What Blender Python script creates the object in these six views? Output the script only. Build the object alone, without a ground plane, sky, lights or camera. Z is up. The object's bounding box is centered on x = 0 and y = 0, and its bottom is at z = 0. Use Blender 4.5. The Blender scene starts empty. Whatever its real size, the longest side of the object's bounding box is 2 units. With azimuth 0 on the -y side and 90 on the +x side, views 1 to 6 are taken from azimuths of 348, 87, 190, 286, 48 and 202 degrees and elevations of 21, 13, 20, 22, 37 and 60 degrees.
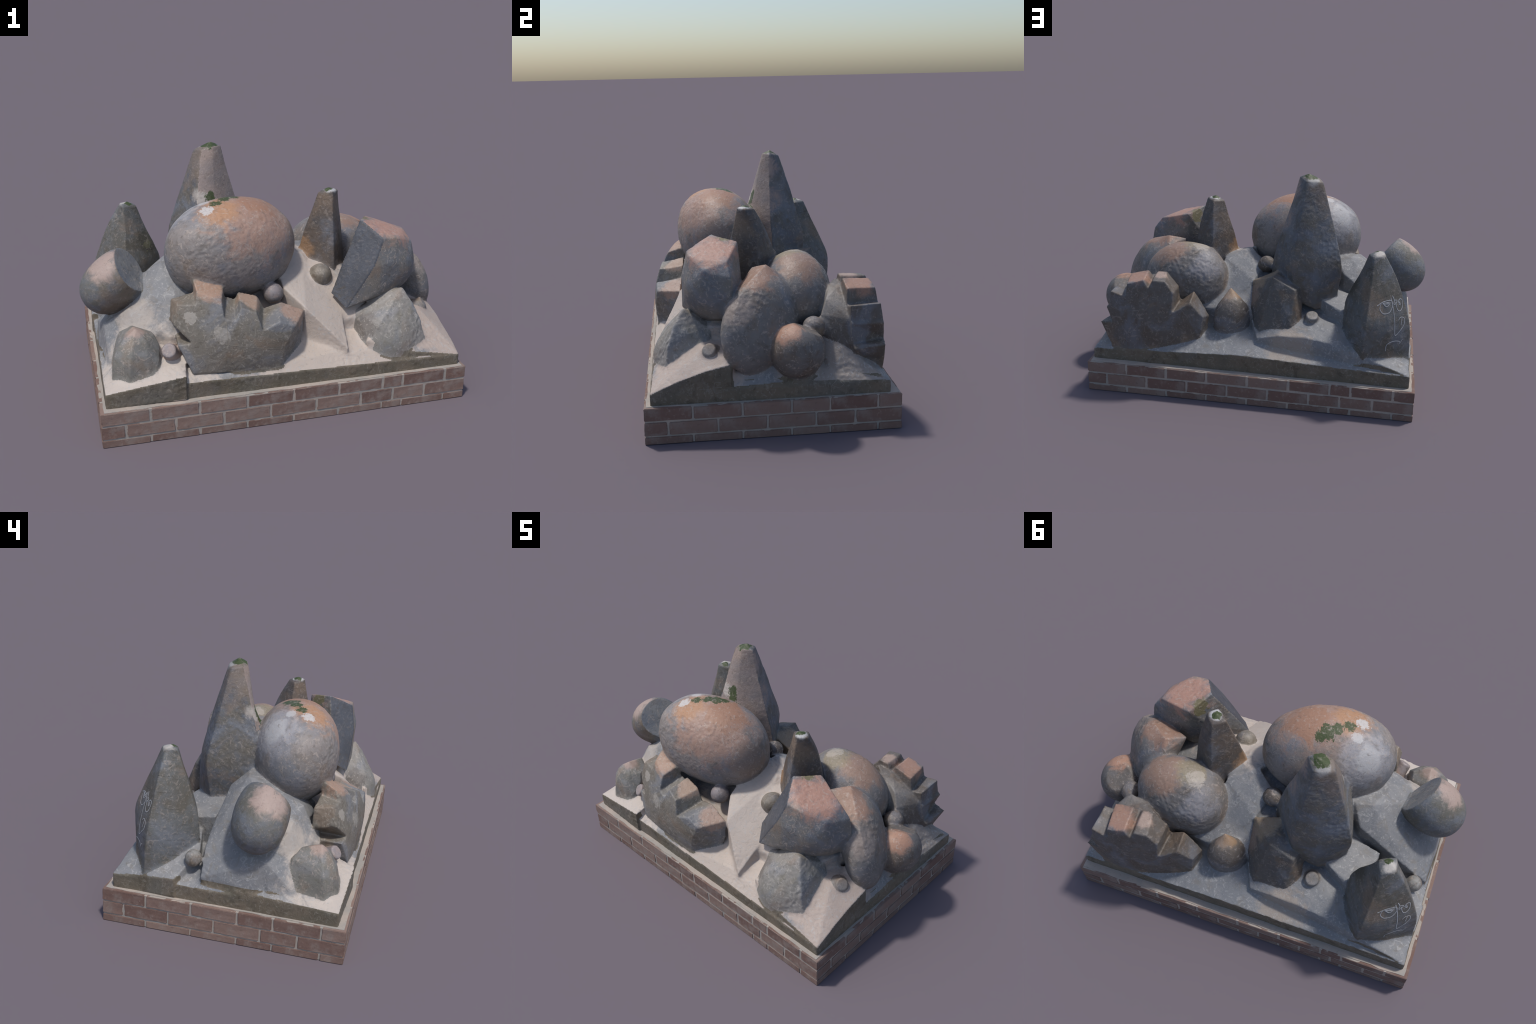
import bpy, bmesh, math, random
import numpy as np
from mathutils import Vector, Matrix, noise
from mathutils.bvhtree import BVHTree
from mathutils.geometry import tessellate_polygon

random.seed(11)
VOXEL = 0.0052

# ------------------------------------------------------------------ helpers
def rotvec(w):
    w = Vector(w)
    return Matrix.Rotation(w.length, 3, w.normalized()) if w.length > 1e-9 else Matrix.Identity(3)

def hull(pts):
    bm = bmesh.new()
    for p in pts:
        bm.verts.new(p)
    r = bmesh.ops.convex_hull(bm, input=bm.verts)
    junk = [g for g in r["geom_interior"] + r["geom_unused"] if isinstance(g, bmesh.types.BMVert)]
    bmesh.ops.delete(bm, geom=list(set(junk)), context='VERTS')
    return bm

def round_hull(pts, levels=2, weight=0.5):
    """Convex hull whose faces swell: subdivided and smoothed, then stretched back over its corners."""
    bm = hull(pts)
    bmesh.ops.join_triangles(bm, faces=bm.faces, angle_face_threshold=0.2, angle_shape_threshold=0.8)
    bmesh.ops.subdivide_edges(bm, edges=bm.edges, cuts=2 ** levels - 1, use_grid_fill=True, smooth=weight)
    return bm

def ellipsoid(c, r, w=(0, 0, 0), cuts=(), power=1.0):
    bm = bmesh.new()
    bmesh.ops.create_icosphere(bm, subdivisions=5, radius=1.0)
    R = rotvec(w)
    for v in bm.verts:
        q = v.co
        if power != 1.0:
            q = Vector([math.copysign(abs(a) ** power, a) for a in q])
        v.co = R @ Vector((q.x * r[0], q.y * r[1], q.z * r[2])) + Vector(c)
    for p, nrm in cuts:
        g = list(bm.verts) + list(bm.edges) + list(bm.faces)
        cut = bmesh.ops.bisect_plane(bm, geom=g, plane_co=p, plane_no=nrm, clear_outer=True)
        ed = [e for e in cut["geom_cut"] if isinstance(e, bmesh.types.BMEdge)]
        bmesh.ops.edgeloop_fill(bm, edges=ed)
    return bm

def swollen(bm, pts):
    """Hull of a rounded body together with hand placed corners."""
    h = hull([v.co.copy() for v in bm.verts] + list(pts))
    bm.free()
    return h

def plane_of(a, b, c, outward):
    n = (Vector(b) - Vector(a)).cross(Vector(c) - Vector(a)).normalized()
    return n if n.dot(Vector(outward)) > 0 else -n

def polyline_at(pl, t):
    """Catmull-Rom through hand placed points, t in 0..1."""
    n = len(pl) - 1
    x = min(max(t * n, 0.0), n - 1e-6)
    i = int(x); f = x - i
    g = lambda k: Vector(pl[min(max(k, 0), n)])
    p0, p1, p2, p3 = g(i - 1), g(i), g(i + 1), g(i + 2)
    return 0.5 * ((2 * p1) + (p2 - p0) * f + (2 * p0 - 5 * p1 + 4 * p2 - p3) * f * f + (3 * p1 - p0 - 3 * p2 + p3) * f ** 3)

def loft(edges, tip=None, levels=14, bulge=0.0, sub=4):
    """Spire: corner edges as polylines (top to bottom, in order round the body)."""
    bm = bmesh.new()
    rings = []
    n = len(edges)
    for l in range(levels + 1):
        t = l / levels
        cs = [polyline_at(e, t) for e in edges]
        mid = sum(cs, Vector()) / n
        ring = []
        for i in range(n):
            a, b = cs[i], cs[(i + 1) % n]
            for s in range(sub):
                f = s / sub
                p = a.lerp(b, f)
                out = (p - mid); out.z = 0
                k = 4 * f * (1 - f) * bulge * (b - a).length
                if out.length > 1e-6:
                    p = p + out.normalized() * k
                ring.append(bm.verts.new(p))
        rings.append(ring)
    m = len(rings[0])
    for a, b in zip(rings, rings[1:]):
        for i in range(m):
            bm.faces.new((a[i], a[(i + 1) % m], b[(i + 1) % m], b[i]))
    if tip:
        tv = bm.verts.new(tip)
        for i in range(m):
            bm.faces.new((tv, rings[0][(i + 1) % m], rings[0][i]))
    else:
        bm.faces.new(list(reversed(rings[0])))
    bm.faces.new(rings[-1])
    bmesh.ops.recalc_face_normals(bm, faces=bm.faces)
    return bm

def prism(front, back, bulge=0.0):
    """Toothed slab seen along y: matching front and back outlines; both faces are smooth
    sheets (a quadratic through the outline) and the front one may swell by `bulge`."""
    def sheet(pts):
        P = np.array(pts); x, z = P[:, 0], P[:, 2]
        f = lambda x, z: np.stack([np.ones_like(x), x, z, x * x, x * z, z * z], -1)
        k = np.linalg.lstsq(f(x, z), P[:, 1], rcond=None)[0]
        return lambda q: float(f(np.array(q.x), np.array(q.z)) @ k)
    fy, by = sheet(front), sheet(back)
    bm = bmesh.new()
    tag = bm.faces.layers.int.new("side")
    f = [bm.verts.new(p) for p in front]
    b = [bm.verts.new(p) for p in back]
    n = len(f)
    tri = tessellate_polygon([[Vector((p[0], p[2], 0)) for p in front]])
    for ring, s in ((f, 1), (b, 2)):
        for t in tri:
            bm.faces.new([ring[i] for i in t])[tag] = s
    for i in range(n):
        bm.faces.new((f[i], f[(i + 1) % n], b[(i + 1) % n], b[i]))
    bmesh.ops.triangulate(bm, faces=bm.faces)
    for it in range(3):
        bmesh.ops.subdivide_edges(bm, edges=[e for e in bm.edges if e.calc_length() > .03], cuts=1, use_grid_fill=True)
        bmesh.ops.triangulate(bm, faces=bm.faces)
    P = np.array(front); lo, hi = P.min(0), P.max(0)
    for v in bm.verts:
        tags = {q[tag] for q in v.link_faces}
        if 1 in tags:
            u = (v.co.x - lo[0]) / (hi[0] - lo[0]); w = (v.co.z - lo[2]) / (hi[2] - lo[2])
            v.co.y = fy(v.co) + bulge * 4 * u * (1 - u) * 4 * max(0.0, w * (1 - w))
        elif 2 in tags:
            v.co.y = by(v.co)
    bmesh.ops.recalc_face_normals(bm, faces=bm.faces)
    return bm

def stud(cap, axis, r, h, flare=1.25):
    bm = bmesh.new()
    q = Vector(axis).normalized().to_track_quat('Z', 'Y').to_matrix()
    prof = [(r * 0.90, 0.0), (r, -0.006), (r * 1.03, -h * 0.5), (r * flare, -h), (r * flare, -h - 0.05)]
    rings = []
    for rad, z in prof:
        rings.append([bm.verts.new(q @ Vector((rad * math.cos(a), rad * math.sin(a), z)) + Vector(cap))
                      for a in [2 * math.pi * k / 32 for k in range(32)]])
    for a, b in zip(rings, rings[1:]):
        for i in range(32):
            bm.faces.new((a[i], a[(i + 1) % 32], b[(i + 1) % 32], b[i]))
    bm.faces.new(rings[0]); bm.faces.new(rings[-1])
    bmesh.ops.recalc_face_normals(bm, faces=bm.faces)
    return bm

def drop(pts, z=0.19, lift=.011):
    """Terrain piece: the given top points over a flat underside (inner points sit a little proud)."""
    top = [(p[0], p[1], p[2] + (lift if abs(p[0]) < .87 and abs(p[1]) < .52 else 0)) for p in pts]
    return top + [(p[0], p[1], z) for p in pts]

PARTS = []   # (object name, look, bmesh)
def part(name, look, bm):
    PARTS.append((name, look, bm))

# ------------------------------------------------------------------ bronze: ground
FL, FR, BR, BL = (-.902, -.634), (.946, -.549), (.897, .630), (-.957, .535)
part("slab", "ground", hull([(*FL, .165), (*FR, .165), (*BR, .165), (*BL, .165),
     (*FL, .258), (*FR, .241), (*BR, .247), (*BL, .260), (-.495, -.618, .270), (.024, .589, .292), (.905, .19, .268), (.35, .52, .318), (.62, .555, .298),
     (-.2, -.45, .345), (.4, -.42, .36), (.6, .2, .40), (.1, .45, .362), (-.4, .35, .37), (-.7, -.1, .38), (.865, .0, .332), (.86, .15, .324), (.86, .40, .300), (.3, -.52, .315), (.0, -.54, .295)]))
# front left apron with its small step
part("slab", "ground", hull(drop([(-.902, -.634, .259), (-.514, -.630, .316), (-.50, -.50, .35), (-.62, -.42, .38),
     (-.80, -.30, .33), (-.925, -.1, .285)])))
# front right apron, rising to the step on the right side
part("slab", "ground", hull(drop([(.946, -.549, .241), (.94, -.42, .298), (.933, -.28, .345), (.927, -.157, .371), (.80, -.12, .42), (.80, -.30, .408),
     (.60, -.30, .43), (.44, -.51, .345), (.60, -.55, .295)])))
# right back slope running to the corner
part("slab", "ground", hull(drop([(.72, .29, .47), (.81, .40, .395), (.885, .34, .262), (.897, .628, .243), (.78, .60, .268), (.60, .42, .43), (.62, .2, .47)])))
# central mound
part("mound", "ground", hull(drop([(-.36, -.10, .62), (.08, -.12, .68), (.30, .02, .64), (.10, .14, .62), (.58, .12, .54), (.74, .02, .48),
     (.74, -.18, .495), (.70, -.27, .485), (.43, -.36, .455), (.40, -.385, .42), (.40, -.17, .62), (.12, -.42, .37), (-.50, -.42, .40), (-.58, .18, .48), (-.20, .34, .46),
     (.25, .38, .465), (.70, .34, .44)])))
# front ramp: the flat tongue with a wall on its left
part("ramp", "ground", hull(drop([(.331, -.538, .334), (.037, -.320, .592), (.127, -.429, .521), (.192, -.095, .690), (.340, -.375, .449),
     (.089, -.005, .737), (.237, .095, .692), (.02, -.18, .68)], .25)))
# its back slope
part("ramp", "ground", hull(drop([(.089, -.005, .735), (.237, .095, .690), (.03, .205, .60), (.16, .33, .47), (.30, .30, .47), (-.02, .05, .66)], .3)))
# left ramp with its crest behind the overhanging stone
part("ramp", "ground", hull(drop([(-.44, -.018, .735), (-.505, .067, .655), (-.64, .080, .562), (-.808, .089, .438), (-.915, .07, .318),
     (-.915, -.20, .31), (-.890, -.25, .450), (-.655, -.135, .672), (-.579, -.152, .718), (-.53, -.04, .735), (-.665, -.325, .590), (-.752, -.315, .535),
     (-.532, -.337, .620), (-.565, -.445, .440), (-.30, -.10, .70), (-.30, -.35, .55)], .25, 0)))
# back plates
part("slab", "ground", hull(drop([(-.428, .290, .545), (-.524, .320, .518), (-.58, .36, .475), (-.64, .30, .475), (-.64, .10, .51), (-.45, .08, .56), (-.30, .20, .55)], .25)))
part("slab", "ground", hull(drop([(-.059, .493, .355), (-.20, .499, .392), (-.338, .497, .400), (-.50, .501, .381), (-.638, .510, .349), (-.80, .528, .303),
     (-.950, .532, .262), (-.95, .2, .293), (-.62, .25, .44), (-.48, .40, .432), (-.35, .40, .430), (-.35, .30, .46), (-.15, .33, .46), (0, .38, .42), (-.80, .12, .395), (-.70, .15, .425)])))
# mound under the overhanging stone
part("mound", "ground", hull(drop([(-.711, -.356, .477), (-.757, -.319, .547), (-.885, -.25, .455), (-.897, -.271, .312), (-.87, -.40, .295),
     (-.70, -.46, .37), (-.60, -.40, .47), (-.64, -.14, .55)], .25)))

# ------------------------------------------------------------------ bronze: rounded stones
part("boulder", "big", ellipsoid((-.221, -.208, .803), (.352, .230, .261), (.038, .014, .263), power=.95))
part("boulder", "side", ellipsoid((.450, .219, .587), (.258, .176, .222), (.298, .156, -.039), power=.95))
part("boulder", "egg", swollen(ellipsoid((.765, -.003, .520), (.112, .198, .262), (-.635, -.478, .405)),
     [(.619, .039, .788), (.530, -.030, .752), (.60, .10, .74), (.685, -.007, .763), (.748, -.053, .733), (.815, -.100, .688), (.870, -.127, .622),
      (.912, -.148, .530), (.915, -.150, .43)]))
part("boulder", "small_faceted", ellipsoid((.866, .174, .410), (.126, .136, .136), (0, 0, 0),
     cuts=[((.90, .10, .52), plane_of((.967, .162, .545), (.826, .125, .541), (.898, .057, .458), (0, -.5, 1))),
           ((.90, .22, .52), plane_of((.967, .162, .545), (.826, .125, .541), (.90, .31, .46), (0, .5, 1)))]))
PEB_N = plane_of((-.79, -.155, .819), (-.712, -.309, .618), (-.804, -.329, .75), (1, 0, .5))
part("overhanging_stone", "pebble", ellipsoid((-.817, -.197, .659), (.190, .133, .146), (.604, -.693, .241), power=.90, cuts=[((-.790, -.25, .78), PEB_N)]))
seed_egg = ellipsoid((.121, .385, .425), (.107, .078, .145), (.053, -.024, .424))
part("pointed_stone", "cap", hull([v.co.copy() for v in seed_egg.verts] + [(.137, .350, .612)]))

# left front stone: half cylinder with a ridge
part("split_stone", "split", hull(drop([(-.739, -.492, .527), (-.795, -.508, .488), (-.824, -.523, .454), (-.847, -.534, .408), (-.857, -.542, .345), (-.862, -.545, .27),
     (-.757, -.553, .468), (-.765, -.573, .434), (-.777, -.590, .379), (-.777, -.598, .30), (-.650, -.471, .477), (-.626, -.497, .428), (-.635, -.551, .363), (-.67, -.585, .30),
     (-.69, -.53, .475), (-.69, -.57, .40), (-.814, -.358, .455), (-.751, -.392, .499), (-.853, -.372, .30), (-.66, -.42, .47)], .22, 0)))

# faceted rock
K1, K2, K3, K4 = (.464, -.236, .922), (.547, -.364, .856), (.538, -.101, .895), (.735, -.158, .836)
ROCK_CUT = plane_of((.505, -.300, .889), (.294, -.318, .55), (.353, -.398, .49), (-1, -.4, .1))
part("faceted_rock", "rock", swollen(ellipsoid((.60, -.235, .68), (.172, .150, .175)),
     [K1, K2, K3, K4, (.690, -.287, .834), (.632, -.352, .852), (.784, -.144, .766), (.800, -.140, .677), (.785, -.135, .56),
      (.294, -.318, .55), (.353, -.398, .49), (.470, -.400, .535), (.530, -.392, .61), (.600, -.390, .732), (.740, -.278, .795), (.735, -.235, .545), (.534, -.095, .60), (.44, -.16, .72), (.489, -.397, .711)]))

# right front dome with a ridge
part("ridged_dome", "dome", swollen(ellipsoid((.585, -.405, .30), (.175, .150, .175)),
     [(.661, -.387, .582), (.709, -.432, .507), (.748, -.462, .42), (.773, -.480, .32), (.42, -.33, .43), (.55, -.34, .535), (.745, -.33, .40), (.750, -.27, .41), (.735, -.36, .475), (.71, -.25, .475), (.60, -.28, .53), (.42, -.37, .46), (.50, -.50, .43), (.60, -.52, .40), (.44, -.47, .38)]))

# angular block at the back
part("angular_block", "block", hull([(.031, .202, .612), (-.118, .358, .705), (-.255, .368, .640), (.006, .352, .501), (-.073, .434, .461), (-.246, .445, .450),
     (-.056, .470, .352), (-.126, .178, .690), (-.295, .372, .442), (-.230, .440, .40), (-.29, .25, .64), (-.28, .37, .36), (.0, .25, .4)]))

# ------------------------------------------------------------------ bronze: spires
part("spire", "tall", loft([
    [(-.328, .086, 1.250), (-.349, .040, 1.108), (-.365, -.002, .975), (-.395, -.045, .82), (-.41, -.06, .60)],
    [(-.263, .080, 1.264), (-.265, .055, 1.150), (-.262, .022, 1.010), (-.25, -.04, .86), (-.25, -.05, .60)],
    [(-.213, .120, 1.262), (-.178, .116, 1.117), (-.130, .114, .958), (-.085, .12, .80), (-.06, .13, .60)],
    [(-.262, .178, 1.248), (-.250, .238, 1.070), (-.238, .278, .925), (-.222, .320, .74), (-.25, .295, .55)],
    [(-.31, .162, 1.245), (-.335, .208, 1.065), (-.354, .248, .92), (-.368, .294, .71), (-.37, .290, .50)],
    [(-.355, .138, 1.240), (-.410, .162, 1.085), (-.455, .184, .93), (-.502, .210, .75), (-.476, .18, .50)],
    ], tip=(-.268, .125, 1.285), levels=16, bulge=.045))
part("spire", "mid", loft([
    [(.351, -.095, 1.036), (.350, -.120, .930), (.350, -.145, .820), (.352, -.19, .60)],
    [(.394, -.050, 1.034), (.418, -.008, .930), (.440, .004, .82), (.47, .01, .60)],
    [(.345, .000, 1.028), (.330, .055, .92), (.320, .098, .80), (.315, .15, .60)],
    [(.284, -.048, 1.022), (.245, -.046, .900), (.205, -.048, .78), (.16, -.05, .60)],
    ], tip=(.340, -.055, 1.052), levels=14, bulge=.06))
part("spire", "left", loft([
    [(-.695, .372, .893), (-.696, .425, .777), (-.691, .490, .640), (-.684, .536, .50), (-.680, .520, .30)],
    [(-.752, .335, .905), (-.820, .337, .800), (-.885, .347, .640), (-.930, .356, .49), (-.945, .370, .28)],
    [(-.740, .272, .905), (-.736, .230, .780), (-.742, .185, .660), (-.75, .145, .52), (-.76, .14, .28)],
    [(-.664, .308, .890), (-.615, .300, .760), (-.570, .292, .660), (-.540, .32, .54), (-.565, .44, .30)],
    ], tip=(-.712, .312, .918), levels=16, bulge=.06))

# ------------------------------------------------------------------ bronze: toothed slabs
part("toothed_slab", "cog_front", prism(
    [(-.437, -.490, .691), (-.324, -.528, .654), (-.313, -.548, .572), (-.260, -.544, .559), (-.231, -.537, .620), (-.156, -.548, .592),
     (-.130, -.570, .503), (-.041, -.559, .539), (.034, -.572, .506), (-.01, -.580, .40), (-.035, -.575, .29), (-.474, -.572, .30),
     (-.51, -.58, .38), (-.542, -.567, .449), (-.474, -.560, .458), (-.555, -.511, .543), (-.536, -.485, .636), (-.447, -.502, .637)],
    [(-.448, -.415, .738), (-.297, -.431, .691), (-.29, -.43, .625), (-.24, -.42, .61), (-.221, -.414, .649), (-.120, -.406, .616),
     (-.09, -.42, .55), (.000, -.416, .576), (.118, -.431, .522), (.115, -.45, .40), (.08, -.45, .28), (-.47, -.43, .28),
     (-.52, -.43, .38), (-.54, -.43, .45), (-.47, -.40, .46), (-.563, -.378, .516), (-.554, -.394, .628), (-.445, -.40, .66)], bulge=-.022))
part("toothed_slab", "cog_back", prism(
    [(.853, .602, .416), (.779, .617, .427), (.815, .608, .517), (.798, .606, .530), (.790, .603, .612), (.698, .609, .592), (.692, .592, .666),
     (.596, .571, .694), (.567, .577, .644), (.546, .567, .693), (.477, .544, .689), (.429, .551, .619), (.436, .565, .499), (.337, .531, .558),
     (.266, .499, .464), (.288, .504, .28), (.782, .619, .25), (.82, .610, .34)],
    [(.845, .46, .392), (.826, .446, .415), (.815, .452, .515), (.803, .449, .531), (.796, .458, .606), (.739, .413, .590), (.720, .445, .673),
     (.614, .431, .702), (.585, .43, .660), (.558, .428, .700), (.505, .429, .699), (.434, .398, .610), (.43, .43, .52), (.341, .418, .592),
     (.247, .418, .444), (.27, .42, .28), (.76, .46, .25), (.80, .46, .33)]))
part("toothed_slab", "cog_back", hull([(.60, .425, .668), (.715, .435, .60), (.792, .448, .535), (.822, .448, .41), (.80, .47, .33), (.76, .30, .46), (.735, .305, .545), (.695, .335, .615),
     (.79, .37, .425), (.50, .41, .672), (.45, .42, .50), (.30, .45, .35), (.55, .30, .40), (.57, .37, .662)]))

# ------------------------------------------------------------------ bronze: studs and balls
part("stud", "stud_front", stud((-.587, -.542, .421), (-.3, -.75, .6), .037, .06, 1.15))
part("stud", "stud_back", stud((-.361, .365, .496), (-.1, .4, .92), .037, .05, 1.3))
part("stud", "stud_right", stud((.850, -.261, .427), (.7, -.2, .6), .035, .045, 1.4))
part("ball", "ball_front", ellipsoid((-.025, -.345, .591), (.053,) * 3))
part("ball", "ball_right", ellipsoid((.267, -.212, .616), (.058,) * 3))
part("ball", "ball_back", ellipsoid((-.026, .089, .682), (.051,) * 3))
part("ball", "ball_left", ellipsoid((-.859, .133, .384), (.044,) * 3))
part("ball", "ball_side", ellipsoid((.752, .267, .487), (.057,) * 3))

# ------------------------------------------------------------------ union of the casting
joined = bpy.data.meshes.new("casting")
acc = bmesh.new()
trees = []
for name, look, bm in PARTS:
    bmesh.ops.triangulate(bm, faces=bm.faces)
    bmesh.ops.recalc_face_normals(bm, faces=bm.faces)
    tmp = bpy.data.meshes.new("tmp")
    bm.to_mesh(tmp)
    acc.from_mesh(tmp)
    co = np.array([v.co[:] for v in bm.verts])
    trees.append((BVHTree.FromBMesh(bm), co.min(0) - .03, co.max(0) + .03))
    bpy.data.meshes.remove(tmp)
    bm.free()
acc.to_mesh(joined); acc.free()
cast = bpy.data.objects.new("casting", joined)
bpy.context.scene.collection.objects.link(cast)
mod = cast.modifiers.new("union", 'REMESH')
mod.mode = 'VOXEL'; mod.voxel_size = VOXEL
dg = bpy.context.evaluated_depsgraph_get()
body = bpy.data.meshes.new_from_object(cast.evaluated_get(dg))
bpy.data.objects.remove(cast)

nv = len(body.vertices)
V = np.empty(nv * 3); body.vertices.foreach_get("co", V); V = V.reshape(-1, 3)
ne = len(body.edges)
E = np.empty(ne * 2, dtype=np.int64); body.edges.foreach_get("vertices", E); E = E.reshape(-1, 2)
deg = np.bincount(E.ravel(), minlength=nv).astype(float)[:, None]

def laplace(P):
    S = np.zeros_like(P)
    for k in range(P.shape[1]):
        S[:, k] = np.bincount(E[:, 0], P[E[:, 1], k], nv) + np.bincount(E[:, 1], P[E[:, 0], k], nv)
    return S / np.maximum(deg, 1)

# which part does each point of the skin belong to, and how near is the next one
gid = {}
gof = [gid.setdefault((nm, lk), len(gid)) for nm, lk, _ in PARTS]
best = np.full(nv, 9.0); owner = np.zeros(nv, dtype=int)
dist = {}
for k, (tree, lo, hi) in enumerate(trees):
    idx = np.nonzero(np.all((V > lo) & (V < hi), axis=1))[0]
    dg_ = dist.setdefault(gof[k], np.full(nv, 9.0))
    for i in idx:
        d = tree.find_nearest(V[i], .06)[3]
        if d is None:
            continue
        if d < dg_[i]:
            dg_[i] = d
        if d < best[i]:
            best[i] = d; owner[i] = k
second = np.full(nv, 9.0)
own_g = np.array(gof)[owner]
for g, dd in dist.items():
    second = np.where((own_g != g) & (dd < second), dd, second)

def normals():
    body.vertices.foreach_set("co", V.ravel()); body.update()
    q = np.empty(nv * 3); body.vertices.foreach_get("normal", q)
    return q.reshape(-1, 3)

# soft fillets where pieces meet (only ever adding metal), then a shrink-free light pass
w = np.clip(1.3 - second / .030, 0, 1)
SOFT = {"block": .25, "tall": .5, "left": .5, "mid": .6, "cog_front": .5, "cog_back": .5, "rock": .6}
w *= np.array([SOFT.get(p[1], .3 if p[0] in ("ball", "stud") else 1.0) for p in PARTS])[owner]
w = laplace(laplace(w[:, None]))[:, 0]
for it in range(36):
    if it % 6 == 0:
        N = normals()
    d = laplace(V) - V
    out = np.maximum((d * N).sum(1), 0) * w * .9
    V += N * out[:, None]
for it in range(3):
    V += .40 * (laplace(V) - V)
    V -= .41 * (laplace(V) - V)
V += .35 * (laplace(V) - V)

body.vertices.foreach_set("co", V.ravel()); body.update()
N = np.empty(nv * 3); body.vertices.foreach_get("normal", N); N = N.reshape(-1, 3)

N0 = N.copy()
ROUGH = {"ground": (.0030, .0016), "big": (.0045, .0019), "side": (.0045, .0020), "egg": (.0040, .0016), "dome": (.0045, .0026), "cog_front": (.0035, .0020),
         "rock": (.0030, .0013), "tall": (.0045, .0014), "left": (.0030, .0009), "pebble": (.0035, .0007)}
D = np.zeros(nv)
for i in range(nv):
    a, b = ROUGH.get(PARTS[owner[i]][1], (.0025, .0010))
    p = Vector(V[i])
    n1 = noise.noise(p * 8.0)
    wrinkle = 1 - 2.2 * abs(noise.noise(p * 26.0 + Vector((0, 0, 2)) * noise.noise(p * 9)))
    n2 = .7 * wrinkle + .8 * noise.noise(p * 60.0)
    m = min(1.4, max(0.08, 1.9 * noise.noise(p * 4.0 + Vector((7, 3, 1))) + .45))
    D[i] = a * n1 + b * n2 * m
V += N * D[:, None]
body.vertices.foreach_set("co", V.ravel()); body.update()
body.vertices.foreach_get("normal", N2 := np.empty(nv * 3)); N = N2.reshape(-1, 3)

# ------------------------------------------------------------------ materials
def node(nt, kind, **kw):
    n = nt.nodes.new(kind)
    for k, v in kw.items():
        setattr(n, k, v)
    return n

def new_mat(name):
    m = bpy.data.materials.new(name); m.use_nodes = True
    nt = m.node_tree
    b = nt.nodes["Principled BSDF"]
    return m, nt, b

def value(nt, x):
    return x

def math_node(nt, op, a, b=None, c=None, clamp=False):
    n = node(nt, "ShaderNodeMath", operation=op, use_clamp=clamp)
    for i, x in enumerate((a, b, c)):
        if x is None:
            continue
        if isinstance(x, (int, float)):
            n.inputs[i].default_value = x
        else:
            nt.links.new(x, n.inputs[i])
    return n.outputs[0]

def noise_tex(nt, vec, scale, detail=4, rough=.6, dist=0.0):
    n = node(nt, "ShaderNodeTexNoise")
    n.inputs["Scale"].default_value = scale; n.inputs["Detail"].default_value = detail
    n.inputs["Roughness"].default_value = rough; n.inputs["Distortion"].default_value = dist
    nt.links.new(vec, n.inputs["Vector"])
    return n.outputs["Fac"]

def ramp(nt, fac, lo, hi):
    n = node(nt, "ShaderNodeMapRange", interpolation_type='SMOOTHSTEP')
    nt.links.new(fac, n.inputs["Value"])
    n.inputs["From Min"].default_value = lo; n.inputs["From Max"].default_value = hi
    return n.outputs["Result"]

def mix(nt, fac, a, b, mode='MIX'):
    n = node(nt, "ShaderNodeMix", data_type='RGBA', blend_type=mode)
    if isinstance(fac, (int, float)):
        n.inputs["Factor"].default_value = fac
    else:
        nt.links.new(fac, n.inputs["Factor"])
    for s, x in (("A", a), ("B", b)):
        i = [q for q in n.inputs if q.name == s and q.type == 'RGBA'][0]
        if isinstance(x, tuple):
            i.default_value = (*x, 1)
        else:
            nt.links.new(x, i)
    return [o for o in n.outputs if o.type == 'RGBA'][0]

COPPER = (.36, .19, .13)
PINK = (.42, .29, .235)
PALE = (.44, .37, .32)
GREY = (.235, .215, .20)
STEEL = (.17, .185, .205)
BROWN = (.135, .095, .068)
OLIVE = (.14, .125, .085)
MOSS = (.045, .065, .018)
WHITE = (.56, .55, .54)

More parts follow.
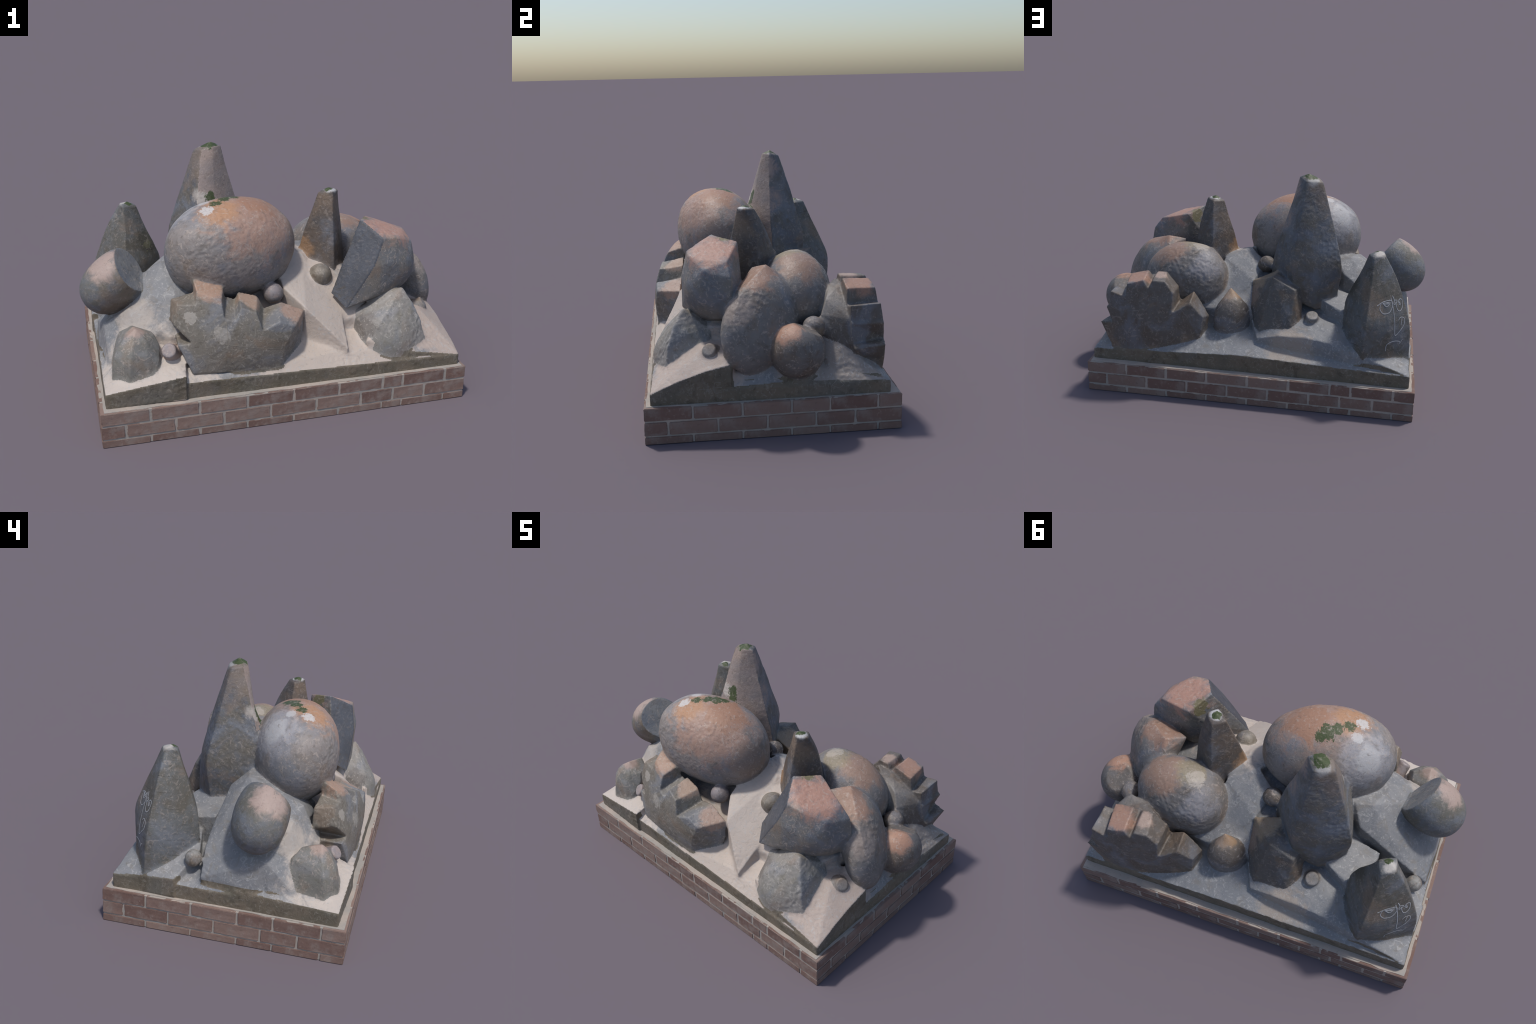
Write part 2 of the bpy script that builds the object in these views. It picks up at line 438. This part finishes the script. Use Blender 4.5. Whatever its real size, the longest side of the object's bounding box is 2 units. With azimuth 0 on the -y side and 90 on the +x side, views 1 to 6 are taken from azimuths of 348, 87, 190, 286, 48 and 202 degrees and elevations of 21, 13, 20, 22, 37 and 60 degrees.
def bronze(name, base, second, patches=(), fleck=PALE, fleck_amount=.5, stain=BROWN, stain_amount=.6, seed=0.0, rough=.55, tint=.5, scores=None, pits=.4, shade=.86):
    """Mottled cast bronze. patches: (centre, radius, colour, raggedness, strength)."""
    base, second, stain = (tuple(shade * q for q in c) for c in (base, second, stain))
    m, nt, b = new_mat(name)
    tc = node(nt, "ShaderNodeTexCoord").outputs["Object"]
    mp = node(nt, "ShaderNodeMapping"); mp.inputs["Location"].default_value = (seed, seed * .7, -seed)
    nt.links.new(tc, mp.inputs["Vector"]); vec = mp.outputs["Vector"]
    big = noise_tex(nt, vec, 6.0, 6, .66, .5)
    mid = noise_tex(nt, vec, 14, 6, .68, .7)
    fine = noise_tex(nt, vec, 48, 5, .65, .8)
    streak = noise_tex(nt, vec, 34, 6, .72, 1.6)
    col = mix(nt, ramp(nt, big, .38, .62), base, second)
    col = mix(nt, math_node(nt, 'MULTIPLY', ramp(nt, mid, .52, .66), stain_amount), col, stain)
    if tint:
        cool = noise_tex(nt, vec, 3.6, 5, .6, .6)
        col = mix(nt, math_node(nt, 'MULTIPLY', ramp(nt, cool, .50, .64), tint), col, (.185, .205, .245))
        col = mix(nt, math_node(nt, 'MULTIPLY', ramp(nt, cool, .46, .34), tint), col, (.235, .165, .112))
    for q_ in patches:
        c, r, pc, rag = q_[:4]
        strength = q_[4] if len(q_) > 4 else .8
        d = node(nt, "ShaderNodeVectorMath", operation='DISTANCE')
        nt.links.new(tc, d.inputs[0]); d.inputs[1].default_value = c
        q = math_node(nt, 'DIVIDE', d.outputs["Value"], r)
        q = math_node(nt, 'SUBTRACT', 1.0, q)
        q = math_node(nt, 'ADD', q, math_node(nt, 'MULTIPLY', math_node(nt, 'SUBTRACT', noise_tex(nt, vec, 11 if rag < 1 else 26 if rag < 2 else 48, 6, .7, .6), .5), 1.2 + rag * .7))
        soft = .48 if rag < 1 else .10
        col = mix(nt, math_node(nt, 'MULTIPLY', ramp(nt, q, .02, soft), strength), col, pc)
    col = mix(nt, math_node(nt, 'MULTIPLY', ramp(nt, streak, .53, .63), fleck_amount), col, fleck)
    col = mix(nt, math_node(nt, 'MULTIPLY', ramp(nt, fine, .44, .31), pits), col, (.08, .064, .05))
    if scores:     # saw cuts at even spacing along a direction
        dirn, spacing, width = scores
        dt = node(nt, "ShaderNodeVectorMath", operation='DOT_PRODUCT')
        nt.links.new(tc, dt.inputs[0]); dt.inputs[1].default_value = dirn
        wob = math_node(nt, 'ADD', dt.outputs["Value"], math_node(nt, 'MULTIPLY', big, .012))
        fr = math_node(nt, 'FRACT', math_node(nt, 'DIVIDE', wob, spacing))
        line = math_node(nt, 'MULTIPLY', math_node(nt, 'LESS_THAN', fr, width / spacing), ramp(nt, mid, .46, .56))
        col = mix(nt, math_node(nt, 'MULTIPLY', line, .5), col, (.05, .042, .035))
    nt.links.new(col, b.inputs["Base Color"])
    rg = node(nt, "ShaderNodeMapRange"); nt.links.new(mid, rg.inputs["Value"])
    rg.inputs["From Min"].default_value = .3; rg.inputs["From Max"].default_value = .7
    rg.inputs["To Min"].default_value = rough - .14; rg.inputs["To Max"].default_value = rough + .12
    nt.links.new(rg.outputs["Result"], b.inputs["Roughness"])
    b.inputs["Specular IOR Level"].default_value = .5
    bump = node(nt, "ShaderNodeBump"); bump.inputs["Strength"].default_value = .45; bump.inputs["Distance"].default_value = .005
    h = math_node(nt, 'ADD', fine, math_node(nt, 'MULTIPLY', streak, .8))
    nt.links.new(h, bump.inputs["Height"]); nt.links.new(bump.outputs["Normal"], b.inputs["Normal"])
    return m

SLATE = (.20, .205, .215)
UMBER = (.155, .125, .098)
LAV = (.34, .33, .345)
LOOKS = {
    "ground": dict(tint=0, shade=1.0, pits=.18, base=(.245, .243, .246), second=(.195, .200, .212), stain=(.21, .185, .155), stain_amount=.45, fleck=(.42, .41, .40), fleck_amount=.55, rough=.62,  # base and second darkened towards the shadowed ground at the back
                   patches=[((.25, -.48, .34), .62, (.49, .41, .35), .4, .95), ((.88, -.35, .32), .34, (.43, .345, .295), .4, .95), ((-.70, -.62, .29), .40, (.52, .45, .395), .4, .95),
                            ((.16, -.22, .62), .30, (.48, .41, .36), .4, .95), ((.85, .35, .32), .32, (.33, .275, .235), .5, .8), ((-.72, -.33, .50), .13, (.42, .37, .33), .5, .8), ((-.25, .52, .34), .17, (.36, .30, .25), .5, .8)]),  # last patch: sunlight on the back plate, painted as light brown
    "rim": dict(tint=.12, base=(.195, .158, .115), second=(.150, .130, .095), stain=(.095, .075, .05), stain_amount=.65, fleck=(.30, .275, .235), fleck_amount=.4, rough=.7),
    "big": dict(base=(.30, .262, .242), second=(.235, .215, .205), stain=UMBER, stain_amount=.5,
                patches=[((-.12, -.28, 1.02), .30, (.38, .235, .175), .5, .85), ((-.10, -.20, 1.04), .16, (.34, .18, .11), .5, .8), ((-.30, -.29, 1.03), .14, (.43, .23, .12), .5, .8), ((-.42, -.14, .95), .18, LAV, .5, .8), ((-.45, -.14, .98), .09, WHITE, .95, .45),  # soft WHITE patch paints the sky highlight on the boulder's left
                         ((-.352, -.290, 1.033), .036, WHITE, 2.4, .8), ((-.36, -.20, 1.045), .030, WHITE, 2.0, .6), ((-.216, -.165, 1.05), .046, MOSS, 2.2, .95), ((-.255, -.20, 1.055), .034, MOSS, 2.2, .95), ((-.30, -.24, 1.045), .032, MOSS, 2.2, .95), ((-.19, -.135, 1.04), .034, MOSS, 2.2, .95), ((.08, -.22, .82), .13, (.25, .18, .14), .6, .7)]),
    "side": dict(base=(.215, .20, .195), second=(.18, .165, .155), stain=UMBER,
                 patches=[((.55, .22, .78), .17, (.32, .195, .135), .5, .8), ((.40, .17, .80), .11, (.30, .245, .15), .7, .7), ((.36, .20, .79), .05, (.48, .43, .38), 1.9, .5), ((.33, .27, .68), .13, (.27, .26, .275), .5, .7)]),
    "egg": dict(base=(.23, .21, .195), second=(.19, .175, .165), stain=UMBER, patches=[((.68, -.03, .78), .17, (.34, .20, .14), .5, .85), ((.85, -.12, .62), .10, (.33, .26, .22), .5, .6)]),
    "small_faceted": dict(base=(.15, .128, .11), second=(.18, .165, .155), stain=BROWN, patches=[((.90, .12, .54), .11, (.42, .235, .16), .4, .9)]),
    "pebble": dict(fleck_amount=.25, base=(.165, .175, .19), second=(.165, .155, .13), stain=(.15, .135, .10),
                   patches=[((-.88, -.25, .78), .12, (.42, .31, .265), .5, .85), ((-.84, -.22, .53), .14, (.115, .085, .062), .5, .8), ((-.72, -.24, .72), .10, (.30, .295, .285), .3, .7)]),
    "cap": dict(base=(.155, .125, .10), second=(.175, .15, .13), patches=[((.137, .37, .60), .085, (.38, .275, .20), .5, .85), ((.10, .36, .58), .05, (.30, .19, .11), .6, .8)]),
    "split": dict(base=(.25, .245, .24), second=(.22, .21, .185), stain=(.17, .155, .11), stain_amount=.45, patches=[((-.74, -.49, .53), .075, (.42, .30, .25), .5, .8)]),
    "rock": dict(base=(.215, .195, .17), second=(.165, .17, .18), stain=UMBER, patches=[((.63, -.24, .92), .20, (.42, .235, .175), .4, .95), ((.49, -.16, .88), .05, (.16, .14, .07), 1.1, .9)]),
    "dome": dict(base=(.31, .285, .262), second=(.255, .24, .215), stain=(.20, .175, .125), stain_amount=.5, fleck=(.46, .42, .38), patches=[((.44, -.44, .40), .10, (.14, .12, .105), .7, .7)]),
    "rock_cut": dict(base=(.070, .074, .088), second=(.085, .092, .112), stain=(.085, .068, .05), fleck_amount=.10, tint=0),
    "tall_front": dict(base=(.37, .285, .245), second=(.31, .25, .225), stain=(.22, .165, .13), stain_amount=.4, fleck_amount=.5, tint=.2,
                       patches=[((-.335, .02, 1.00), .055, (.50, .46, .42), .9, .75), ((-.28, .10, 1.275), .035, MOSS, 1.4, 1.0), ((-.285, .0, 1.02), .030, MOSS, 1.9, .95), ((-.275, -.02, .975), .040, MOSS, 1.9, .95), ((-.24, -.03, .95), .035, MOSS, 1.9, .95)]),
    "pebble_cut": dict(base=(.30, .295, .285), second=(.22, .23, .245), stain_amount=.3, tint=.3),
    "block": dict(fleck_amount=.3, base=(.135, .118, .103), second=(.11, .104, .10), patches=[((-.04, .22, .66), .13, (.30, .225, .15), .4, .8), ((.02, .30, .55), .09, (.26, .19, .15), .5, .7)]),
    "tall": dict(fleck_amount=.3, base=(.135, .145, .168), second=(.145, .130, .11), stain=(.12, .105, .085),
                 patches=[((-.22, .05, 1.17), .13, (.38, .28, .235), .3, .95), ((-.18, .04, 1.0), .15, (.34, .25, .21), .4, .9), ((-.335, .02, 1.02), .055, (.46, .42, .38), .9, .7), ((-.30, .15, 1.25), .045, (.42, .41, .40), .6, .7),
                          ((-.28, .12, 1.285), .050, MOSS, 1.0, 1.0), ((-.28, -.02, 1.0), .055, MOSS, 1.4, 1.0), ((-.25, -.04, .95), .06, MOSS, 1.4, 1.0)]),
    "mid": dict(scores=((.10, .10, 1.0), .085, .0035), fleck_amount=.25, base=(.095, .088, .088), second=(.135, .105, .085), patches=[((.345, -.05, 1.05), .045, WHITE, .6, .8), ((.335, -.05, 1.06), .032, MOSS, 1.1, 1.0), ((.19, -.05, .72), .09, (.30, .18, .10), .6, .8)]),
    "left": dict(scores=((.25, .0, 1.0), .083, .0035), fleck_amount=.3, base=(.150, .155, .155), second=(.125, .112, .09), stain=(.125, .11, .085), patches=[((-.73, .33, .93), .055, (.50, .46, .42), .5, .85), ((-.70, .30, .925), .03, MOSS, 1.2, 1.0), ((-.59, .26, .70), .10, (.07, .065, .05), .7, .8), ((-.60, .24, .68), .04, (.20, .19, .11), 2.0, .5)]),
    "cog_front": dict(base=(.235, .21, .178), second=(.19, .17, .14), stain=(.145, .12, .09), fleck=(.40, .365, .32),
                      patches=[((-.37, -.46, .71), .10, (.40, .25, .175), .4, .85), ((-.17, -.47, .63), .085, (.40, .275, .205), .4, .85), ((.05, -.48, .54), .10, (.40, .265, .20), .4, .85), ((-.48, -.54, .585), .035, (.38, .35, .31), 1.5, .7), ((-.33, -.57, .50), .045, (.36, .33, .29), 1.9, .6)]),
    "cog_back": dict(fleck_amount=.3, base=(.135, .108, .086), second=(.15, .135, .125), patches=[((.66, .50, .70), .11, (.38, .215, .15), .4, .85), ((.53, .48, .72), .07, (.40, .29, .235), .4, .8), ((.66, .36, .55), .13, (.26, .235, .21), .5, .7)]),
    "stud_front": dict(base=(.45, .33, .28), second=(.36, .28, .25), stain_amount=.2), "stud_back": dict(base=(.27, .255, .25), second=(.2, .18, .16), stain_amount=.3), "stud_right": dict(base=(.29, .25, .225), second=(.26, .24, .225), stain_amount=.3),
    "ball_front": dict(base=(.21, .18, .165), second=(.34, .235, .19)), "ball_right": dict(base=(.30, .265, .22), second=(.19, .16, .125)),
    "ball_back": dict(base=(.12, .10, .085), second=(.2, .15, .11)), "ball_left": dict(base=(.22, .175, .125), second=(.30, .30, .29)), "ball_side": dict(base=(.25, .185, .125), second=(.19, .165, .145)),
}
MATS = {k: bronze("bronze_" + k, seed=i * 1.37, **v) for i, (k, v) in enumerate(LOOKS.items())}

# ------------------------------------------------------------------ split the casting into its parts
root = bpy.data.objects.new("abstract_sculpture", None)
bpy.context.scene.collection.objects.link(root)
root["label"] = "abstract weathered bronze of stones and spires on brick plinth"
root["category"] = "sculpture"

def add(name, me, parent=root, **props):
    o = bpy.data.objects.new(name, me)
    bpy.context.scene.collection.objects.link(o)
    o.parent = parent
    for k, v in props.items():
        o[k] = v
    return o

npoly = len(body.polygons)
lv = np.empty(len(body.loops), dtype=np.int64); body.loops.foreach_get("vertex_index", lv)
ls = np.empty(npoly, dtype=np.int64); body.polygons.foreach_get("loop_start", ls)
lt = np.empty(npoly, dtype=np.int64); body.polygons.foreach_get("loop_total", lt)
groups = {}
gkey = []
for name, look, _ in PARTS:
    key = (name, look) if look != "ground" else (name, "ground")
    gkey.append(groups.setdefault(key, len(groups)))
gkey = np.array(gkey)
rim = len(groups); groups[("slab_rim", "rim")] = rim
vg = gkey[owner]
# the upright rim of the slab: ground skin that lies on the footprint outline
corner = [Vector((*q, 0)) for q in (FL, FR, BR, BL)]
edge_d = np.full(nv, 9.0)
for a, b in zip(corner, corner[1:] + corner[:1]):
    u = (b - a).normalized()
    edge_d = np.minimum(edge_d, np.abs((V[:, 0] - a.x) * -u.y + (V[:, 1] - a.y) * u.x))
def facet(look, name, new_look, nrm, tol):
    """A flat cut with its own colour becomes a part of its own."""
    global vg
    g = len(groups); groups[(name, new_look)] = g
    mine = np.array([p[1] == look for p in PARTS])[owner]
    vg = np.where(mine & (N0 @ np.array(nrm) > tol), g, vg)
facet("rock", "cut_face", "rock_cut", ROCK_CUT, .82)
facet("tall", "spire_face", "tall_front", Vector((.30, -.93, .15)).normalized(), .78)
facet("pebble", "cut_face", "pebble_cut", PEB_N, .93)
is_ground = np.array([p[1] == "ground" for p in PARTS])[owner]
low = (V[:, 2] < .30) | (V[:, 0] > .85) | (V[:, 1] < -.6)
vg = np.where(is_ground & (edge_d < .024) & (np.abs(N0[:, 2]) < .55) & low, rim, vg)
# a face takes the commonest owner of its corners
fowner = vg[lv[ls]]
for c in (1, 2):
    a = vg[lv[ls + c]]; bq = vg[lv[ls + np.minimum(c + 1, lt - 1)]]
    fowner = np.where(a == bq, a, fowner)
for (name, look), g in groups.items():
    fs = np.nonzero(fowner == g)[0]
    if len(fs) == 0:
        print("EMPTY PART", name, look); continue
    faces = [lv[ls[f]:ls[f] + lt[f]] for f in fs]
    used, inv = np.unique(np.concatenate(faces), return_inverse=True)
    out, k = [], 0
    for f in faces:
        out.append(inv[k:k + len(f)].tolist()); k += len(f)
    me = bpy.data.meshes.new(name)
    me.from_pydata(V[used].tolist(), [], out)
    me.polygons.foreach_set("use_smooth", [True] * len(out))
    me.update()
    me.normals_split_custom_set_from_vertices(N[used].tolist())
    me.materials.append(MATS[look])
    add(name, me)
bpy.data.meshes.remove(joined)

# ------------------------------------------------------------------ brick plinth
PL = [Vector((-.929, -.680, 0)), Vector((.977, -.580, 0)), Vector((.918, .684, 0)), Vector((-.995, .577, 0))]
TOPZ = .183

def brick_material():
    m, nt, b = new_mat("brick")
    tc = node(nt, "ShaderNodeTexCoord").outputs["Object"]
    oi = node(nt, "ShaderNodeObjectInfo").outputs["Random"]
    fine = noise_tex(nt, tc, 60, 5, .65)
    big = noise_tex(nt, tc, 9, 4, .6, .3)
    c = mix(nt, ramp(nt, oi, 0, 1), (.175, .105, .085), (.245, .165, .135))
    c = mix(nt, math_node(nt, 'MULTIPLY', ramp(nt, big, .46, .66), .65), c, (.265, .215, .188))
    c = mix(nt, math_node(nt, 'MULTIPLY', ramp(nt, fine, .55, .75), .5), c, (.36, .29, .25))
    c = mix(nt, math_node(nt, 'MULTIPLY', ramp(nt, fine, .42, .28), .5), c, (.12, .08, .065))
    nt.links.new(c, b.inputs["Base Color"]); b.inputs["Roughness"].default_value = .85
    bp = node(nt, "ShaderNodeBump"); bp.inputs["Strength"].default_value = .5; bp.inputs["Distance"].default_value = .003
    nt.links.new(fine, bp.inputs["Height"]); nt.links.new(bp.outputs["Normal"], b.inputs["Normal"])
    return m

def mortar_material():
    m, nt, b = new_mat("mortar")
    tc = node(nt, "ShaderNodeTexCoord").outputs["Object"]
    fine = noise_tex(nt, tc, 70, 5, .7); big = noise_tex(nt, tc, 6, 4, .6)
    c = mix(nt, ramp(nt, big, .35, .65), (.33, .305, .275), (.42, .355, .305))
    c = mix(nt, math_node(nt, 'MULTIPLY', ramp(nt, fine, .45, .30), .5), c, (.22, .19, .16))
    nt.links.new(c, b.inputs["Base Color"]); b.inputs["Roughness"].default_value = .9
    bp = node(nt, "ShaderNodeBump"); bp.inputs["Strength"].default_value = .5; bp.inputs["Distance"].default_value = .003
    nt.links.new(fine, bp.inputs["Height"]); nt.links.new(bp.outputs["Normal"], b.inputs["Normal"])
    return m

BRICK, MORTAR = brick_material(), mortar_material()

def quad_prism(quad, z0, z1):
    bm = bmesh.new()
    lo = [bm.verts.new((p.x, p.y, z0)) for p in quad]; hi = [bm.verts.new((p.x, p.y, z1)) for p in quad]
    bm.faces.new(lo[::-1]); bm.faces.new(hi)
    for i in range(4):
        bm.faces.new((lo[i], lo[(i + 1) % 4], hi[(i + 1) % 4], hi[i]))
    return bm

def inset(p0, dists):
    cen = sum(PL, Vector()) / 4
    return [q + (cen - q).normalized() * dists for q in p0]

bm = quad_prism(inset(PL, .0055), .0, TOPZ - .0015)
me = bpy.data.meshes.new("mortar_bed"); bm.to_mesh(me); bm.free(); me.materials.append(MORTAR)
plinth = add("plinth", me)
bm = quad_prism(inset(PL, .021), TOPZ - .02, TOPZ + .0025)
bmesh.ops.subdivide_edges(bm, edges=bm.edges, cuts=40, use_grid_fill=True)
bm.normal_update()
for v in bm.verts:
    k = noise.noise(v.co * 14) * .006 + noise.noise(v.co * 45) * .004
    rim_dir = Vector((v.normal.x, v.normal.y, 0))
    v.co += rim_dir * k
me = bpy.data.meshes.new("mortar_cap"); bm.to_mesh(me); bm.free(); me.materials.append(MORTAR)
add("mortar_cap", me, plinth)

DEPTH, GAP, PITCH = .10, .0045, .2405
COURSES = [(.118, TOPZ, 'A'), (.043, .111, 'B'), (.0, .036, 'A')]
random.seed(5)
def joints(length, kind):
    if kind == 'A':    # long brick at the start, half brick at the end of each wall
        n = 6 if length > 1.5 else 3
        j = [.2345 + PITCH * k for k in range(n)]
        j += [length - .360, length - .120]
    else:
        n = 6 if length > 1.5 else 4
        j = [.115 + PITCH * k for k in range(n)]
        j += [j[-1] + .178] if length > 1.5 else []
        j += [length - .2345]
    return j

def wall_point(i, s, d):
    a, c = PL[i], PL[(i + 1) % 4]
    u = (c - a).normalized(); nrm = Vector((-u.y, u.x, 0))
    return a + u * s + nrm * d

def make_brick(quad, z0, z1):
    bm = quad_prism(quad, z0, z1)
    for v in bm.verts:
        v.co += Vector([random.uniform(-.0012, .0012) for _ in range(3)])
        v.co.z = max(v.co.z, 0.0)
    bmesh.ops.subdivide_edges(bm, edges=[e for e in bm.edges if e.calc_length() > .05], cuts=9, use_grid_fill=True)
    bmesh.ops.recalc_face_normals(bm, faces=bm.faces)
    bm.normal_update()
    cen = sum((v.co for v in bm.verts), Vector()) / len(bm.verts)
    for v in bm.verts:
        k = noise.noise(v.co * 30) * .0016 + noise.noise(v.co * 75) * .0010
        v.co += v.normal * (k - .0008) if v.co.z > .012 else Vector()
        v.co.z = max(v.co.z, 0.0)
    bmesh.ops.bevel(bm, geom=[e for e in bm.edges if len(e.link_faces) == 2 and e.calc_face_angle() > .9 and max(q.co.z for q in e.verts) > .006], offset=.0028, segments=2, affect='EDGES')
    for e in bm.edges:
        e.smooth = not (len(e.link_faces) == 2 and e.calc_face_angle() > .6)
    me = bpy.data.meshes.new("brick")
    for v in bm.verts:
        v.co -= cen
    bm.to_mesh(me); bm.free()
    me.polygons.foreach_set("use_smooth", [True] * len(me.polygons))
    me.materials.append(BRICK)
    o = add("brick", me, plinth)
    o.location = cen

for z0, z1, kind in COURSES:
    js = [joints((PL[(i + 1) % 4] - PL[i]).length, kind) for i in range(4)]
    for i in range(4):
        L = (PL[(i + 1) % 4] - PL[i]).length
        j = js[i]
        for a, c in zip(j, j[1:]):
            make_brick([wall_point(i, a + GAP, 0), wall_point(i, c - GAP, 0), wall_point(i, c - GAP, DEPTH), wall_point(i, a + GAP, DEPTH)], z0, z1)
        # corner brick shared with the next wall
        i2 = (i + 1) % 4
        sa, sb = L - j[-1] - GAP, js[i2][0] - GAP
        make_brick([PL[i2], wall_point(i2, sb, 0), wall_point(i2, sb, min(sa, .12)), wall_point(i, j[-1] + GAP, 0)] if sa < sb else
                   [wall_point(i, j[-1] + GAP, 0), PL[i2], wall_point(i2, sb, 0), wall_point(i, j[-1] + GAP, min(sb, .12))], z0, z1)


# ------------------------------------------------------------------ chalk face and scratched signs
def chalk_material(name, col):
    m, nt, b = new_mat(name)
    tc = node(nt, "ShaderNodeTexCoord").outputs["Object"]
    c = mix(nt, ramp(nt, noise_tex(nt, tc, 120, 3, .6), .35, .65), tuple(x * .8 for x in col), col)
    nt.links.new(c, b.inputs["Base Color"]); b.inputs["Roughness"].default_value = .9
    return m

skin = BVHTree.FromPolygons(V.tolist(), [lv[a:a + t].tolist() for a, t in zip(ls, lt)])

def stroke(bm, pts, radius, direction, steps=10, lift=.0006, closed=False):
    """A thin flattened line lying on the casting: points are dropped on it along `direction`."""
    direction = Vector(direction).normalized()
    path = []
    n = (len(pts) - 1) * steps
    for k in range(n + 1):
        p = polyline_at(pts, k / n)
        hit = skin.ray_cast(p - direction * .12, direction, .3)
        if hit[0] is not None:
            path.append((hit[0], hit[1]))
    prev = None
    for k, (p, nr) in enumerate(path):
        a = path[max(k - 1, 0)][0]; c = path[min(k + 1, len(path) - 1)][0]
        t = (c - a).normalized(); side = nr.cross(t).normalized()
        r = radius * (.75 + .5 * abs(noise.noise(p * 60)))
        ring = [bm.verts.new(p + side * r * math.cos(q) + nr * (lift + r * .35 * math.sin(q))) for q in [math.pi * 2 * j / 6 for j in range(6)]]
        if prev:
            for j in range(6):
                bm.faces.new((prev[j], prev[(j + 1) % 6], ring[(j + 1) % 6], ring[j]))
        else:
            bm.faces.new(ring)
        prev = ring
    if prev:
        bm.faces.new(prev[::-1])

def drawing(name, strokes, frame, radius, mat):
    """strokes are 2D (right, up) in a frame (origin, right, up, into-the-surface)."""
    o, r, u, into = map(Vector, frame)
    bm = bmesh.new()
    for st in strokes:
        stroke(bm, [o + r * a + u * b for a, b in st], radius, into)
    bmesh.ops.recalc_face_normals(bm, faces=bm.faces)
    me = bpy.data.meshes.new(name); bm.to_mesh(me); bm.free()
    me.materials.append(mat)
    add(name, me)

FACE_R, FACE_IN = Vector((-.860, -.503, 0)).normalized(), Vector((.49, -.84, -.12)).normalized()
face = [
    [(.00, .035), (.012, -.03), (.018, -.10), (.022, -.185), (.055, -.165)],                    # nose
    [(.055, -.165), (.085, -.13), (.085, -.095), (.060, -.085), (.045, -.10)],                  # nostril
    [(.070, -.09), (.062, -.13)],
    [(-.090, .000), (-.05, .018), (.0, .020), (.008, -.01), (-.015, -.045), (-.055, -.048), (-.075, -.02), (-.065, .01)],   # left eye
    [(-.055, .012), (-.03, -.012), (-.005, .010)], [(-.045, .004), (-.015, .004)], [(-.05, .010), (-.01, .012)],
    [(.030, .005), (.040, -.035), (.058, -.048), (.076, -.03), (.078, .010), (.060, .018), (.048, .0)],                   # right eye
    [(.058, .004), (.064, -.012), (.054, -.008), (.060, .006)],
    [(.012, .045), (.022, .018), (.018, -.005), (.035, .0), (.040, .015), (.022, .018)],         # brow
    [(-.035, -.275), (-.030, -.235), (.01, -.222), (.05, -.228), (.062, -.24)], [(.058, -.245), (.078, -.218)],    # mouth
]
drawing("chalk_mark", face, ((-.803, .396, .640), FACE_R, (0, 0, 1), FACE_IN), .0027, chalk_material("chalk", (.42, .42, .43)))
SIDE_R = Vector((-.04, 1, 0)).normalized()
signs = [[(-.072, -.002), (-.029, -.001)], [(-.029, .029), (-.029, -.028)],
         [(.034, .028), (.004, .028), (.002, -.022), (.038, -.020)], [(.006, .002), (.038, .004)],
         [(.606, .008), (.634, -.017)], [(.634, -.017), (.612, -.036)], [(.612, -.036), (.576, -.018)], [(.576, -.018), (.606, .008)], [(.576, -.018), (.574, -.055)]]
drawing("scratched_sign", signs, ((.93, -.24, .257), SIDE_R, (0, 0, 1), (-1, 0, 0)), .0013, chalk_material("scratch", (.26, .24, .21)))

seams = [[(-.310, .560), (-.304, .500), (-.302, .450)], [(-.302, .450), (-.17, .422), (-.035, .395)]]
drawing("casting_seam", seams, ((0, -.56, 0), (1, 0, 0), (0, 0, 1), (0, 1, 0)), .0011, chalk_material("seam", (.30, .265, .22)))
